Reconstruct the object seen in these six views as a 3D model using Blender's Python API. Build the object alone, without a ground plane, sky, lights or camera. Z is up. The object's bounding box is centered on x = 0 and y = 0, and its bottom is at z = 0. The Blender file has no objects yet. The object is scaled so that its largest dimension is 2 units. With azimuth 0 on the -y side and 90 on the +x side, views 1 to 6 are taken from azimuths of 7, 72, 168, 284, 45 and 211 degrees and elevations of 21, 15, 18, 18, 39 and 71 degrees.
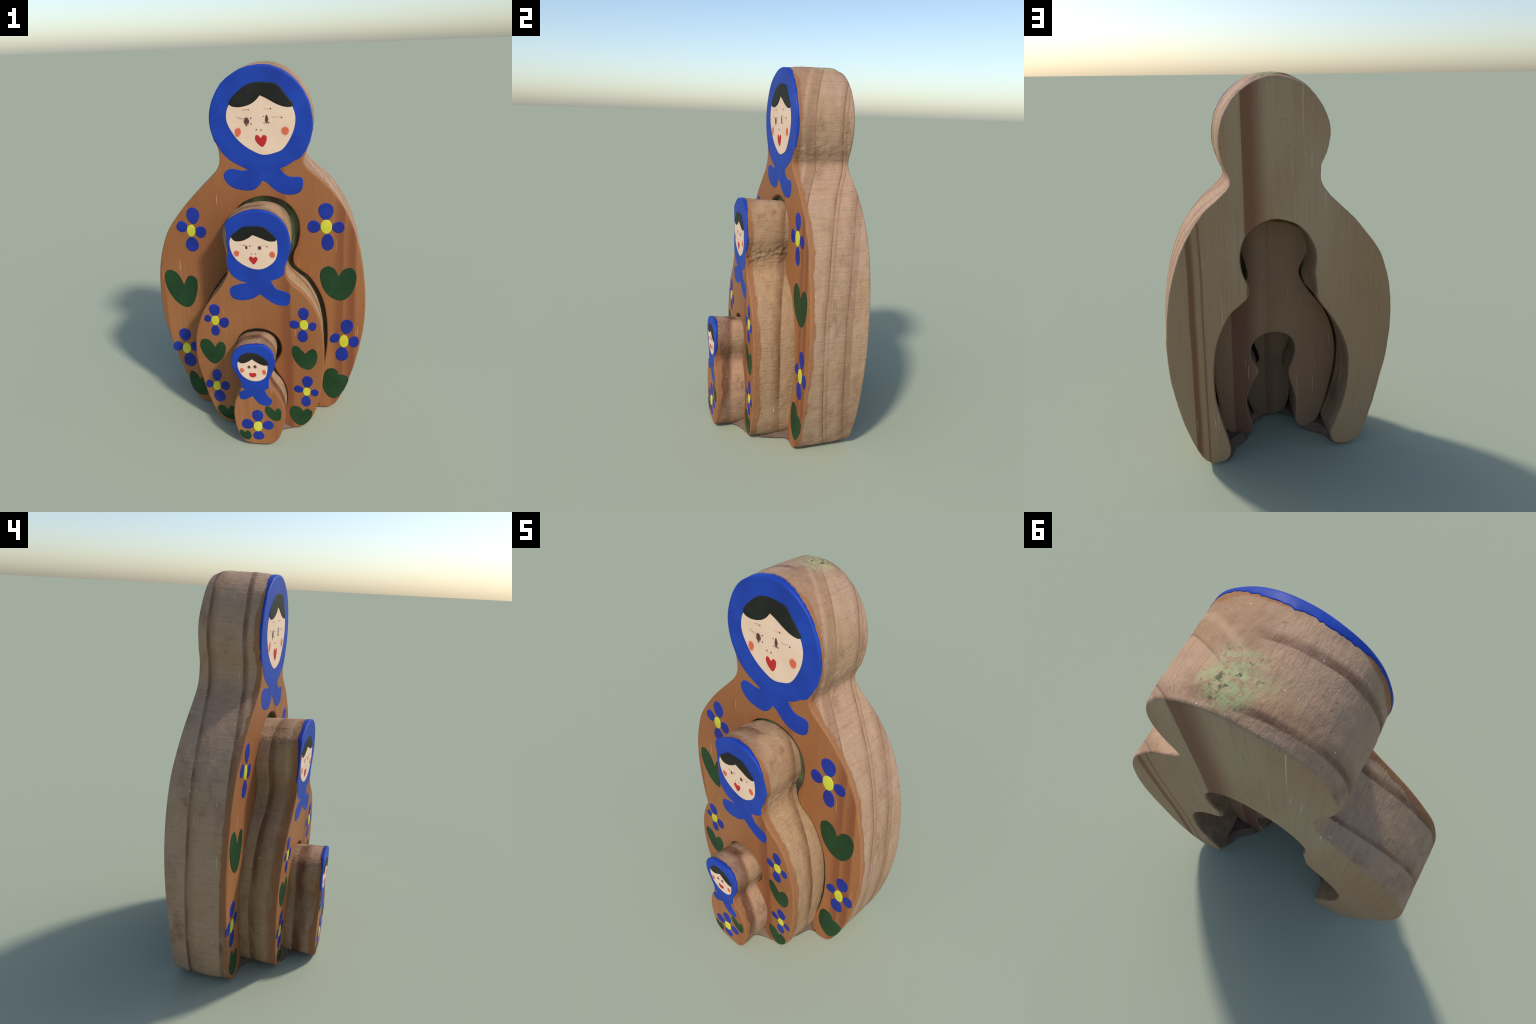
import bpy, bmesh, math, random
from mathutils import Vector, noise, Matrix
from mathutils.geometry import delaunay_2d_cdt

random.seed(7)

# =====================================================================
# 1.  SIZES, PROFILES AND RULES
# Each doll is a slab of pine sawn along a closed profile in (x, z).  Its
# front lies in the slightly turned plane  y = a + b*x + c*z ; "depth" d is
# measured backwards from that plane.
# =====================================================================
LARGE_PAINT = dict(
flowers=[
  ( (0.365, 1.163, 0.0402, 0.0303, 91.0) , [(0.363, 1.248, 0.0473, 0.0393, 92.0), (0.428, 1.16, 0.0329, 0.0321, -5.0), (0.374, 1.076, 0.0485, 0.0336, -88.0), (0.301, 1.163, 0.0351, 0.0355, 176.0)] ),
  ( (-0.373, 1.134, 0.0353, 0.0243, 85.0) , [(-0.357, 1.221, 0.0471, 0.0353, 87.0), (-0.321, 1.128, 0.0326, 0.0335, -26.0), (-0.373, 1.056, 0.0439, 0.0362, -91.0), (-0.422, 1.157, 0.0323, 0.0324, 149.0)] ),
  ( (0.473, 0.468, 0.0399, 0.0269, 91.0) , [(0.488, 0.563, 0.0467, 0.0355, 85.0), (0.53, 0.466, 0.0296, 0.0369, -7.0), (0.465, 0.383, 0.0471, 0.0371, -91.0), (0.424, 0.487, 0.0272, 0.0333, 148.0)] ),
  ( (-0.46, 0.385, 0.0363, 0.0259, 85.0) , [(-0.464, 0.477, 0.0426, 0.036, 91.0), (-0.408, 0.396, 0.0285, 0.034, 18.0), (-0.446, 0.305, 0.0474, 0.0372, -85.0), (-0.512, 0.396, 0.0313, 0.0336, 157.0)] ),
],
hearts=[
   [(0.436, 0.876), (0.466, 0.918), (0.505, 0.927), (0.53, 0.894), (0.529, 0.829), (0.505, 0.767), (0.463, 0.731), (0.411, 0.738), (0.363, 0.781), (0.337, 0.847), (0.338, 0.907), (0.373, 0.936), (0.412, 0.921)] ,
   [(-0.44, 0.807), (-0.417, 0.854), (-0.393, 0.864), (-0.365, 0.845), (-0.364, 0.781), (-0.387, 0.703), (-0.417, 0.666), (-0.456, 0.668), (-0.504, 0.709), (-0.54, 0.777), (-0.552, 0.845), (-0.538, 0.89), (-0.503, 0.897), (-0.468, 0.869)] ,
   [(0.449, 0.24), (0.479, 0.24), (0.507, 0.221), (0.5, 0.18), (0.469, 0.112), (0.427, 0.071), (0.388, 0.087), (0.358, 0.142), (0.359, 0.224), (0.381, 0.275), (0.419, 0.282), (0.443, 0.263)] ,
   [(-0.393, 0.167), (-0.37, 0.192), (-0.349, 0.177), (-0.342, 0.114), (-0.357, 0.055), (-0.399, 0.053), (-0.437, 0.088), (-0.456, 0.14), (-0.458, 0.198), (-0.443, 0.225), (-0.414, 0.207)] ,
],
scarf_lower = [(0.257, 1.559), (0.231, 1.534), (0.194, 1.515), (0.161, 1.493), (0.124, 1.479), (0.142, 1.456), (0.171, 1.437), (0.234, 1.431), (0.243, 1.406), (0.234, 1.361), (0.2, 1.341), (0.148, 1.341), (0.095, 1.365), (0.055, 1.403), (0.031, 1.416), (0.016, 1.392), (-0.019, 1.365), (-0.072, 1.363), (-0.133, 1.381), (-0.166, 1.416), (-0.172, 1.447), (-0.151, 1.473), (-0.12, 1.478), (-0.075, 1.469), (-0.041, 1.472), (-0.074, 1.488), (-0.133, 1.522), (-0.176, 1.564), (-0.201, 1.59)] ,
face = [(0.04, 1.55), (-0.026, 1.577), (-0.083, 1.621), (-0.121, 1.673), (-0.142, 1.72), (-0.142, 1.762), (-0.127, 1.8), (-0.085, 1.830), (-0.028, 1.868), (0.051, 1.880), (0.110, 1.866), (0.158, 1.826), (0.188, 1.793), (0.205, 1.741), (0.2, 1.685), (0.177, 1.629), (0.144, 1.582), (0.114, 1.564)] ,
hair = [(0.031, 1.845), (0.009, 1.821), (-0.024, 1.801), (-0.075, 1.79), (-0.115, 1.796), (-0.126, 1.811), (-0.113, 1.834), (-0.079, 1.865), (-0.034, 1.897), (0.016, 1.908), (0.072, 1.905), (0.118, 1.895), (0.149, 1.859), (0.18, 1.821), (0.196, 1.8), (0.186, 1.787), (0.148, 1.789), (0.105, 1.806), (0.063, 1.83)] ,
mouth = [(0.03, 1.636), (0.043, 1.651), (0.059, 1.645), (0.059, 1.623), (0.049, 1.601), (0.036, 1.591), (0.016, 1.605), (0.001, 1.627), (0.003, 1.648), (0.015, 1.651)] ,
cheek = [(-0.087, 1.667, 0.0259, 0.0177, 87.0), (0.154, 1.67, 0.0235, 0.0216, 89.0)] ,
eye = [(-0.04, 1.721, 0.017, 0.0117, 88.0), (0.062, 1.729, 0.019, 0.0072, 88.0)] ,
nostril = [(0.008, 1.677, 0.0043, 0.0037, 88.0), (0.032, 1.676, 0.0043, 0.0036, 88.0)] ,
fleck = [(-0.018, 1.735, 0.0042, 0.0036, 88.0), (-0.017, 1.707, 0.0036, 0.0036, 88.0), (-0.029, 1.776, 0.0035, 0.0036, 88.0), (0.083, 1.78, 0.0042, 0.0036, 89.0), (0.137, 1.736, 0.0042, 0.0043, 89.0), (0.049, 1.71, 0.0035, 0.0029, 88.0), (0.073, 1.711, 0.0042, 0.0036, 88.0), (-0.041, 1.7, 0.0043, 0.0044, 88.0), (0.046, 1.743, 0.0028, 0.0029, 88.0)] ,
strokes= [[(-0.092, 1.743), (-0.071, 1.731), (-0.05, 1.733)], [(0.086, 1.742), (0.111, 1.733), (0.129, 1.744)], [(-0.061, 1.774), (-0.047, 1.781), (-0.029, 1.776)], [(0.047, 1.783), (0.065, 1.777), (0.083, 1.782)]] ,
)

MIDDLE_PAINT = dict(
flowers=[
  ( (-0.23, 0.686, 0.0295, 0.0217, 86.0) , [(-0.23, 0.749, 0.0372, 0.0297, 89.0), (-0.182, 0.675, 0.027, 0.0328, -16.0), (-0.232, 0.624, 0.0329, 0.0246, -90.0), (-0.27, 0.696, 0.0199, 0.0229, 161.0)] ),
  ( (0.252, 0.683, 0.0295, 0.0228, 90.0) , [(0.25, 0.748, 0.0375, 0.0272, 91.0), (0.296, 0.676, 0.0217, 0.0261, -17.0), (0.246, 0.616, 0.0386, 0.0276, -94.0), (0.203, 0.683, 0.027, 0.0254, 172.0)] ),
  ( (-0.247, 0.261, 0.0318, 0.0222, 86.0) , [(-0.243, 0.331, 0.04, 0.0274, 86.0), (-0.199, 0.263, 0.0265, 0.0302, -6.0), (-0.235, 0.192, 0.0405, 0.0333, -85.0), (-0.289, 0.27, 0.0221, 0.0265, 164.0)] ),
  ( (0.266, 0.259, 0.027, 0.0209, 90.0) , [(0.27, 0.324, 0.039, 0.0298, 89.0), (0.31, 0.255, 0.0228, 0.0233, -3.0), (0.263, 0.195, 0.0369, 0.0262, -92.0), (0.222, 0.273, 0.0272, 0.0242, 156.0)] ),
],
hearts=[
   [(-0.241, 0.517), (-0.223, 0.546), (-0.198, 0.552), (-0.182, 0.526), (-0.188, 0.479), (-0.209, 0.44), (-0.242, 0.409), (-0.272, 0.417), (-0.307, 0.462), (-0.327, 0.521), (-0.316, 0.559), (-0.287, 0.567), (-0.259, 0.549)] ,
   [(0.259, 0.504), (0.281, 0.528), (0.304, 0.538), (0.323, 0.508), (0.32, 0.457), (0.3, 0.419), (0.277, 0.404), (0.234, 0.419), (0.198, 0.468), (0.186, 0.521), (0.195, 0.551), (0.219, 0.549), (0.242, 0.525)] ,
   [(-0.193, 0.099), (-0.173, 0.125), (-0.152, 0.116), (-0.145, 0.081), (-0.156, 0.029), (-0.195, 0.035), (-0.232, 0.061), (-0.252, 0.105), (-0.237, 0.126), (-0.211, 0.121)] ,
   [(0.246, 0.126), (0.269, 0.143), (0.297, 0.126), (0.293, 0.086), (0.264, 0.042), (0.231, 0.024), (0.198, 0.041), (0.174, 0.085), (0.173, 0.135), (0.195, 0.157), (0.228, 0.15)] ,
],
scarf_lower = [(0.158, 1.014), (0.152, 0.977), (0.125, 0.952), (0.082, 0.933), (0.109, 0.89), (0.15, 0.877), (0.18, 0.86), (0.177, 0.809), (0.16, 0.793), (0.107, 0.798), (0.062, 0.825), (0.023, 0.855), (-0.022, 0.826), (-0.077, 0.815), (-0.123, 0.826), (-0.139, 0.859), (-0.131, 0.889), (-0.095, 0.907), (-0.041, 0.919), (-0.079, 0.928), (-0.116, 0.952), (-0.145, 0.983)] ,
face = [(0.011, 0.997), (-0.037, 1.009), (-0.089, 1.043), (-0.116, 1.084), (-0.126, 1.135), (-0.118, 1.167), (-0.073, 1.206), (0.001, 1.223), (0.073, 1.209), (0.114, 1.164), (0.12, 1.126), (0.117, 1.079), (0.098, 1.039), (0.052, 1.005)] ,
hair = [(-0.004, 1.186), (-0.027, 1.169), (-0.061, 1.153), (-0.098, 1.152), (-0.115, 1.175), (-0.088, 1.202), (-0.054, 1.226), (0.001, 1.232), (0.052, 1.228), (0.08, 1.206), (0.114, 1.172), (0.112, 1.157), (0.079, 1.154), (0.036, 1.17)] ,
mouth = [(-0.005, 1.06), (0.006, 1.068), (0.017, 1.06), (0.01, 1.04), (-0.005, 1.025), (-0.017, 1.037), (-0.028, 1.055), (-0.021, 1.069), (-0.011, 1.067)] ,
cheek = [(-0.091, 1.084, 0.0183, 0.0158, 87.0), (0.093, 1.081, 0.0205, 0.0162, 89.0)] ,
eye = [(-0.039, 1.118, 0.0094, 0.0052, 88.0), (0.029, 1.117, 0.0094, 0.0081, 88.0)] ,
nostril = [(-0.013, 1.083, 0.0032, 0.003, 88.0), (0.007, 1.083, 0.0032, 0.003, 88.0)] ,
fleck = [(-0.02, 1.126, 0.0039, 0.0044, 88.0), (0.067, 1.125, 0.0039, 0.0044, 88.0), (-0.051, 1.129, 0.0031, 0.0037, 87.0)] ,
strokes= [[(-0.076, 1.137), (-0.058, 1.131), (-0.041, 1.128)], [(0.03, 1.125), (0.049, 1.13), (0.065, 1.14)]] ,
)

SMALL_PAINT = dict(
flowers=[
  ( (0.005, 0.129, 0.0328, 0.0238, 88.0) , [(0.006, 0.199, 0.0393, 0.03, 90.0), (0.06, 0.138, 0.0313, 0.0297, 5.0), (0.008, 0.068, 0.0293, 0.0315, -88.0), (-0.05, 0.141, 0.0338, 0.0331, 173.0)] ),
],
hearts=[
   [(0.1, 0.231), (0.115, 0.254), (0.132, 0.242), (0.134, 0.214), (0.126, 0.176), (0.098, 0.17), (0.067, 0.192), (0.047, 0.229), (0.05, 0.257), (0.062, 0.265), (0.084, 0.252)] ,
   [(-0.069, 0.085), (-0.054, 0.099), (-0.039, 0.085), (-0.033, 0.061), (-0.045, 0.038), (-0.069, 0.039), (-0.092, 0.063), (-0.099, 0.091), (-0.09, 0.102), (-0.078, 0.098)] ,
],
scarf_lower = [(0.076, 0.399), (0.071, 0.381), (0.048, 0.365), (0.065, 0.329), (0.087, 0.303), (0.081, 0.278), (0.063, 0.266), (0.027, 0.272), (0.002, 0.295), (-0.018, 0.325), (-0.055, 0.303), (-0.081, 0.304), (-0.09, 0.325), (-0.087, 0.346), (-0.055, 0.368), (-0.075, 0.377), (-0.079, 0.392)] ,
face = [(-0.004, 0.42), (-0.039, 0.43), (-0.069, 0.455), (-0.087, 0.493), (-0.09, 0.528), (-0.069, 0.564), (-0.013, 0.583), (0.041, 0.568), (0.065, 0.522), (0.065, 0.482), (0.053, 0.446), (0.027, 0.426)] ,
hair = [(-0.013, 0.555), (-0.035, 0.539), (-0.061, 0.529), (-0.08, 0.534), (-0.086, 0.546), (-0.069, 0.575), (-0.038, 0.591), (-0.003, 0.592), (0.027, 0.582), (0.056, 0.557), (0.073, 0.529), (0.06, 0.519), (0.035, 0.524), (0.01, 0.538)] ,
mouth = [(-0.03, 0.469), (-0.022, 0.473), (-0.012, 0.47), (0.0, 0.473), (0.008, 0.462), (-0.0, 0.448), (-0.016, 0.445), (-0.028, 0.454)] ,
cheek = [(-0.067, 0.487, 0.0153, 0.0122, 87.0), (0.049, 0.478, 0.0171, 0.0121, 88.0)] ,
eye = [(-0.03, 0.507, 0.0082, 0.0066, 88.0), (0.002, 0.51, 0.0088, 0.0076, 88.0)] ,
nostril = [] ,
fleck = [] ,
strokes= [] ,
)

LARGE_PROFILE = dict(
    outer_left=[(0.040,1.996),(-0.020,1.991),(-0.078,1.971),(-0.133,1.938),(-0.174,1.893),(-0.209,1.830),(-0.230,1.762),
        (-0.231,1.700),(-0.219,1.641),(-0.198,1.593),(-0.191,1.548),(-0.195,1.503),(-0.218,1.461),(-0.259,1.417),
        (-0.320,1.359),(-0.390,1.287),(-0.450,1.213),(-0.507,1.130),(-0.541,1.045),(-0.565,0.955),(-0.580,0.850),
        (-0.584,0.745),(-0.578,0.630),(-0.564,0.520),(-0.540,0.415),(-0.510,0.305),(-0.474,0.195),(-0.441,0.100)],
    foot_left=[(-0.415,0.045),(-0.380,0.014),(-0.330,0.004),(-0.293,0.012),(-0.270,0.045)],
    opening=[(-0.262,0.100),(-0.287,0.165),(-0.312,0.235),(-0.338,0.335),(-0.351,0.445),(-0.352,0.553),(-0.331,0.641),
        (-0.298,0.719),(-0.253,0.797),(-0.200,0.868),(-0.157,0.922),(-0.144,0.970),(-0.152,1.020),(-0.166,1.070),
        (-0.171,1.120),(-0.165,1.165),(-0.147,1.210),(-0.112,1.262),(-0.062,1.303),(0.026,1.330),
        (0.090,1.320),(0.143,1.289),(0.180,1.245),(0.202,1.187),(0.205,1.122),(0.193,1.060),(0.174,1.015),
        (0.168,0.980),(0.177,0.940),(0.210,0.908),(0.256,0.872),(0.300,0.805),(0.335,0.722),(0.354,0.622),
        (0.361,0.503),(0.355,0.389),(0.335,0.275),(0.312,0.187),(0.292,0.095)],
    foot_right=[(0.296,0.042),(0.315,0.014),(0.345,0.003),(0.390,0.005),(0.430,0.033)],
    outer_right=[(0.461,0.088),(0.505,0.203),(0.535,0.303),(0.560,0.420),(0.580,0.545),(0.587,0.690),(0.582,0.800),
        (0.573,0.890),(0.558,0.980),(0.540,1.060),(0.511,1.152),(0.470,1.245),(0.420,1.324),(0.366,1.390),
        (0.310,1.440),(0.262,1.483),(0.244,1.516),(0.250,1.545),(0.270,1.592),(0.287,1.657),(0.290,1.718),
        (0.281,1.776),(0.259,1.838),(0.226,1.893),(0.190,1.932),(0.140,1.969),(0.090,1.989)])

MIDDLE_PROFILE = dict(
    outer_left=[(0.020,1.315),(-0.054,1.302),(-0.102,1.277),(-0.145,1.243),(-0.168,1.190),(-0.172,1.120),(-0.162,1.060),
        (-0.147,1.005),(-0.148,0.965),(-0.170,0.918),(-0.203,0.868),(-0.250,0.807),(-0.290,0.745),(-0.324,0.665),
        (-0.345,0.580),(-0.352,0.490),(-0.345,0.390),(-0.326,0.300),(-0.305,0.210),(-0.280,0.130)],
    foot_left=[(-0.252,0.062),(-0.222,0.027),(-0.175,0.010),(-0.143,0.018)],
    opening=[(-0.127,0.045),(-0.119,0.090),(-0.122,0.150),(-0.120,0.210),(-0.105,0.284),(-0.089,0.335),(-0.079,0.378),
        (-0.084,0.416),(-0.101,0.450),(-0.113,0.480),(-0.119,0.520),(-0.117,0.556),(-0.101,0.594),(-0.068,0.626),
        (-0.020,0.643),(0.022,0.645),(0.061,0.635),(0.096,0.612),(0.120,0.578),(0.129,0.543),(0.128,0.508),
        (0.115,0.474),(0.097,0.445),(0.088,0.413),(0.104,0.375),(0.130,0.334),(0.150,0.284),(0.158,0.232),
        (0.155,0.182),(0.144,0.125),(0.131,0.072)],
    foot_right=[(0.137,0.032),(0.160,0.012),(0.200,0.006),(0.244,0.019),(0.287,0.066)],
    outer_right=[(0.317,0.133),(0.338,0.233),(0.353,0.320),(0.361,0.433),(0.361,0.542),(0.349,0.647),(0.329,0.732),
        (0.295,0.806),(0.251,0.867),(0.207,0.906),(0.170,0.942),(0.156,0.985),(0.162,1.030),(0.176,1.077),
        (0.186,1.120),(0.181,1.174),(0.164,1.232),(0.132,1.275),(0.083,1.305)])

SMALL_PROFILE = dict(
    outer_left=[(0.004,0.637),(-0.041,0.631),(-0.082,0.616),(-0.111,0.586),(-0.123,0.544),(-0.120,0.503),(-0.104,0.463),
        (-0.083,0.416),(-0.079,0.377),(-0.092,0.337),(-0.110,0.300),(-0.119,0.256),(-0.124,0.205),(-0.119,0.149),
        (-0.109,0.098)],
    foot_left=[(-0.093,0.054),(-0.070,0.026),(-0.040,0.012),(0.000,0.009)],
    opening=[],
    foot_right=[(0.050,0.009),(0.085,0.016),(0.115,0.046)],
    outer_right=[(0.132,0.084),(0.143,0.125),(0.152,0.170),(0.155,0.220),(0.149,0.263),(0.136,0.305),(0.116,0.341),
        (0.091,0.373),(0.076,0.402),(0.077,0.435),(0.088,0.465),(0.102,0.506),(0.104,0.547),(0.094,0.592),
        (0.072,0.621),(0.043,0.637)])

# plane (a, b, c), thickness (at z = 0, growth per metre), neck height where head meets torso
DOLLS = [
    dict(size="large", profile=LARGE_PROFILE, paint=LARGE_PAINT, plane=(0.031,-0.013,-0.011), thick=(0.291,0.011), neck=1.535,
         base=(0.0,0.17,0.0), label="large flat wooden nesting doll with blue headscarf and arched opening"),
    dict(size="middle", profile=MIDDLE_PROFILE, paint=MIDDLE_PAINT, plane=(-0.169,-0.048,-0.019), thick=(0.318,0.0), neck=0.985,
         base=(0.0,-0.03,0.0), label="middle flat wooden nesting doll standing in the larger one"),
    dict(size="small", profile=SMALL_PROFILE, paint=SMALL_PAINT, plane=(-0.338,0.0,-0.005), thick=(0.308,0.0), neck=0.395,
         base=(0.0,-0.19,0.0), label="small flat wooden doll with blue headscarf and one flower"),
]

# =====================================================================
# 2.  CURVE HELPERS
# =====================================================================
def closed_spline(points, spacing, sharp=()):
    """Catmull-Rom through the control points, resampled at an even spacing; indices in `sharp` keep a corner."""
    n = len(points)
    dense = []
    for i in range(n):
        p0, p1, p2, p3 = (Vector(points[(i + k) % n]) for k in (-1, 0, 1, 2))
        if i in sharp: p0 = p1 + (p1 - p2) * 0.4
        if (i + 1) % n in sharp: p3 = p2 + (p2 - p1) * 0.4
        l = (p2 - p1).length
        m1 = (p2 - p0) * (l / max(1e-6, l + (p1 - p0).length))
        m2 = (p3 - p1) * (l / max(1e-6, l + (p3 - p2).length))
        steps = max(4, int(l / spacing * 3))
        for s in range(steps):
            t = s / steps
            h00, h10 = 2*t**3 - 3*t*t + 1, t**3 - 2*t*t + t
            h01, h11 = -2*t**3 + 3*t*t, t**3 - t*t
            dense.append(p1*h00 + m1*h10 + p2*h01 + m2*h11)
    lens = [0.0]
    for i in range(len(dense)):
        lens.append(lens[-1] + (dense[(i + 1) % len(dense)] - dense[i]).length)
    count = max(8, int(round(lens[-1] / spacing)))
    out, j = [], 0
    for k in range(count):
        target = lens[-1] * k / count
        while lens[j + 1] < target: j += 1
        f = (target - lens[j]) / max(1e-9, lens[j + 1] - lens[j])
        out.append(dense[j].lerp(dense[(j + 1) % len(dense)], f))
    return out

def signed_area(loop):
    return 0.5 * sum(loop[i][0]*loop[(i+1) % len(loop)][1] - loop[(i+1) % len(loop)][0]*loop[i][1] for i in range(len(loop)))

def loop_normals(loop, reach=2):
    """outward 2D normals of a counter-clockwise loop"""
    n, out = len(loop), []
    for i in range(n):
        t = loop[(i + reach) % n] - loop[(i - reach) % n]
        v = Vector((t[1], -t[0]))
        out.append(v.normalized() if v.length > 1e-9 else Vector((0, 0)))
    return out

def smooth(e0, e1, v):
    t = min(1.0, max(0.0, (v - e0) / (e1 - e0)))
    return t*t*(3 - 2*t)

def bump(v, centre, half):
    return smooth(half, 0.0, abs(v - centre)) if abs(v - centre) < half else 0.0

def on_plane(doll, x, z, d):
    """profile point + depth -> world position; sides run square to the turned front"""
    a, b, c = doll["plane"]
    return Vector((x - b*d, a + b*x + c*z + d, z))

def thickness(doll, x, z):
    t = doll["thick"][0] + doll["thick"][1]*z
    if doll["size"] == "large":      # the board is warped: the legs kick backwards
        t += 0.015*smooth(1.55, 1.05, z)*smooth(0.05, 0.42, x) + 0.010*smooth(0.6, 0.1, z)*smooth(0.05, 0.42, x)
        t -= 0.010*smooth(1.50, 1.70, z)*smooth(0.0, -0.2, x)
        t += 0.012*smooth(0.45, 0.0, z)*smooth(-0.05, -0.35, x)
    if doll["size"] == "middle": t += 0.055*min(x, 0.0) + 0.012*max(x, 0.0)
    return t

# =====================================================================
# 3.  NODE HELPERS AND MATERIALS
# =====================================================================
class Graph:
    def __init__(self, name):
        self.mat = bpy.data.materials.new(name)
        self.mat.use_nodes = True
        self.nt = self.mat.node_tree
        self.bsdf = self.nt.nodes["Principled BSDF"]
        self.co = self.nt.nodes.new("ShaderNodeTexCoord").outputs["Object"]
        self.gen = self.nt.nodes[-1].outputs["Generated"]
        s = self.nt.nodes.new("ShaderNodeSeparateXYZ")
        self.link(self.co, s.inputs[0])
        self.x, self.y, self.z = s.outputs
    def link(self, a, b): self.nt.links.new(a, b)
    def put(self, socket, v):
        if hasattr(v, "links"): self.link(v, socket)
        elif isinstance(v, (tuple, list)) and len(v) == 3 and socket.type == "RGBA": socket.default_value = (*v, 1)
        else: socket.default_value = v
    def math(self, op, a, b=0.0, c=0.0, clamp=False):
        n = self.nt.nodes.new("ShaderNodeMath"); n.operation = op; n.use_clamp = clamp
        for s, v in zip(n.inputs, (a, b, c)): self.put(s, v)
        return n.outputs[0]
    def step(self, v, e0, e1):
        """smoothstep from 0 at e0 to 1 at e1"""
        n = self.nt.nodes.new("ShaderNodeMapRange"); n.interpolation_type = "SMOOTHSTEP"
        if e0 < e1: lo, hi, t0, t1 = e0, e1, 0.0, 1.0
        else: lo, hi, t0, t1 = e1, e0, 1.0, 0.0
        self.put(n.inputs["Value"], v)
        n.inputs["From Min"].default_value, n.inputs["From Max"].default_value = lo, hi
        n.inputs["To Min"].default_value, n.inputs["To Max"].default_value = t0, t1
        return n.outputs[0]
    def band(self, v, lo, hi, soft_lo, soft_hi):
        return self.math("MULTIPLY", self.step(v, lo - soft_lo, lo + soft_lo), self.step(v, hi + soft_hi, hi - soft_hi))
    def map(self, scale, offset=(0, 0, 0), src=None):
        n = self.nt.nodes.new("ShaderNodeMapping")
        n.inputs["Scale"].default_value = scale; n.inputs["Location"].default_value = offset
        self.link(src or self.co, n.inputs[0]); return n.outputs[0]
    def noise(self, scale, stretch=(1, 1, 1), detail=3.0, rough=0.55, offset=(0, 0, 0), distortion=0.0):
        n = self.nt.nodes.new("ShaderNodeTexNoise")
        n.inputs["Scale"].default_value = scale; n.inputs["Detail"].default_value = detail
        n.inputs["Roughness"].default_value = rough; n.inputs["Distortion"].default_value = distortion
        self.link(self.map(stretch, offset), n.inputs["Vector"]); return n.outputs["Fac"]
    def voronoi(self, scale, stretch=(1, 1, 1), offset=(0, 0, 0)):
        n = self.nt.nodes.new("ShaderNodeTexVoronoi"); n.inputs["Scale"].default_value = scale
        self.link(self.map(stretch, offset), n.inputs["Vector"]); return n.outputs["Distance"]
    def ramp(self, v, stops):
        n = self.nt.nodes.new("ShaderNodeValToRGB"); el = n.color_ramp.elements
        while len(el) < len(stops): el.new(0.5)
        for e, (p, c) in zip(el, stops): e.position = p; e.color = (*c, 1)
        self.link(v, n.inputs[0]); return n.outputs[0]
    def mix(self, f, a, b, mode="MIX"):
        n = self.nt.nodes.new("ShaderNodeMix"); n.data_type = "RGBA"; n.blend_type = mode
        self.put(n.inputs["Factor"], f); self.put(n.inputs["A"], a); self.put(n.inputs["B"], b)
        return n.outputs["Result"]
    def relief(self, height, strength, distance):
        n = self.nt.nodes.new("ShaderNodeBump"); n.inputs["Strength"].default_value = strength
        n.inputs["Distance"].default_value = distance
        self.link(height, n.inputs["Height"]); self.link(n.outputs[0], self.bsdf.inputs["Normal"])
    def done(self, colour, rough, coat=0.0, spec=0.4):
        self.put(self.bsdf.inputs["Base Color"], colour); self.put(self.bsdf.inputs["Roughness"], rough)
        self.bsdf.inputs["Coat Weight"].default_value = coat
        self.bsdf.inputs["Coat Roughness"].default_value = 0.35
        self.bsdf.inputs["Specular IOR Level"].default_value = spec
        return self.mat
    def depth(self, doll):
        a, b, c = doll["plane"]
        v = self.math("SUBTRACT", self.y, a)
        v = self.math("SUBTRACT", v, self.math("MULTIPLY", self.x, b))
        return self.math("SUBTRACT", v, self.math("MULTIPLY", self.z, c))

STAIN = (0.312, 0.120, 0.041)          # honey-brown stain of the painted fronts

def dash_marks(g, scale_x, scale_z, thresh, offset):
    """short pale pore streaks running up the board"""
    v = g.noise(1.0, (scale_x, scale_x, scale_z), 1.0, 0.4, offset)
    return g.step(v, thresh, thresh + 0.05)

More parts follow.
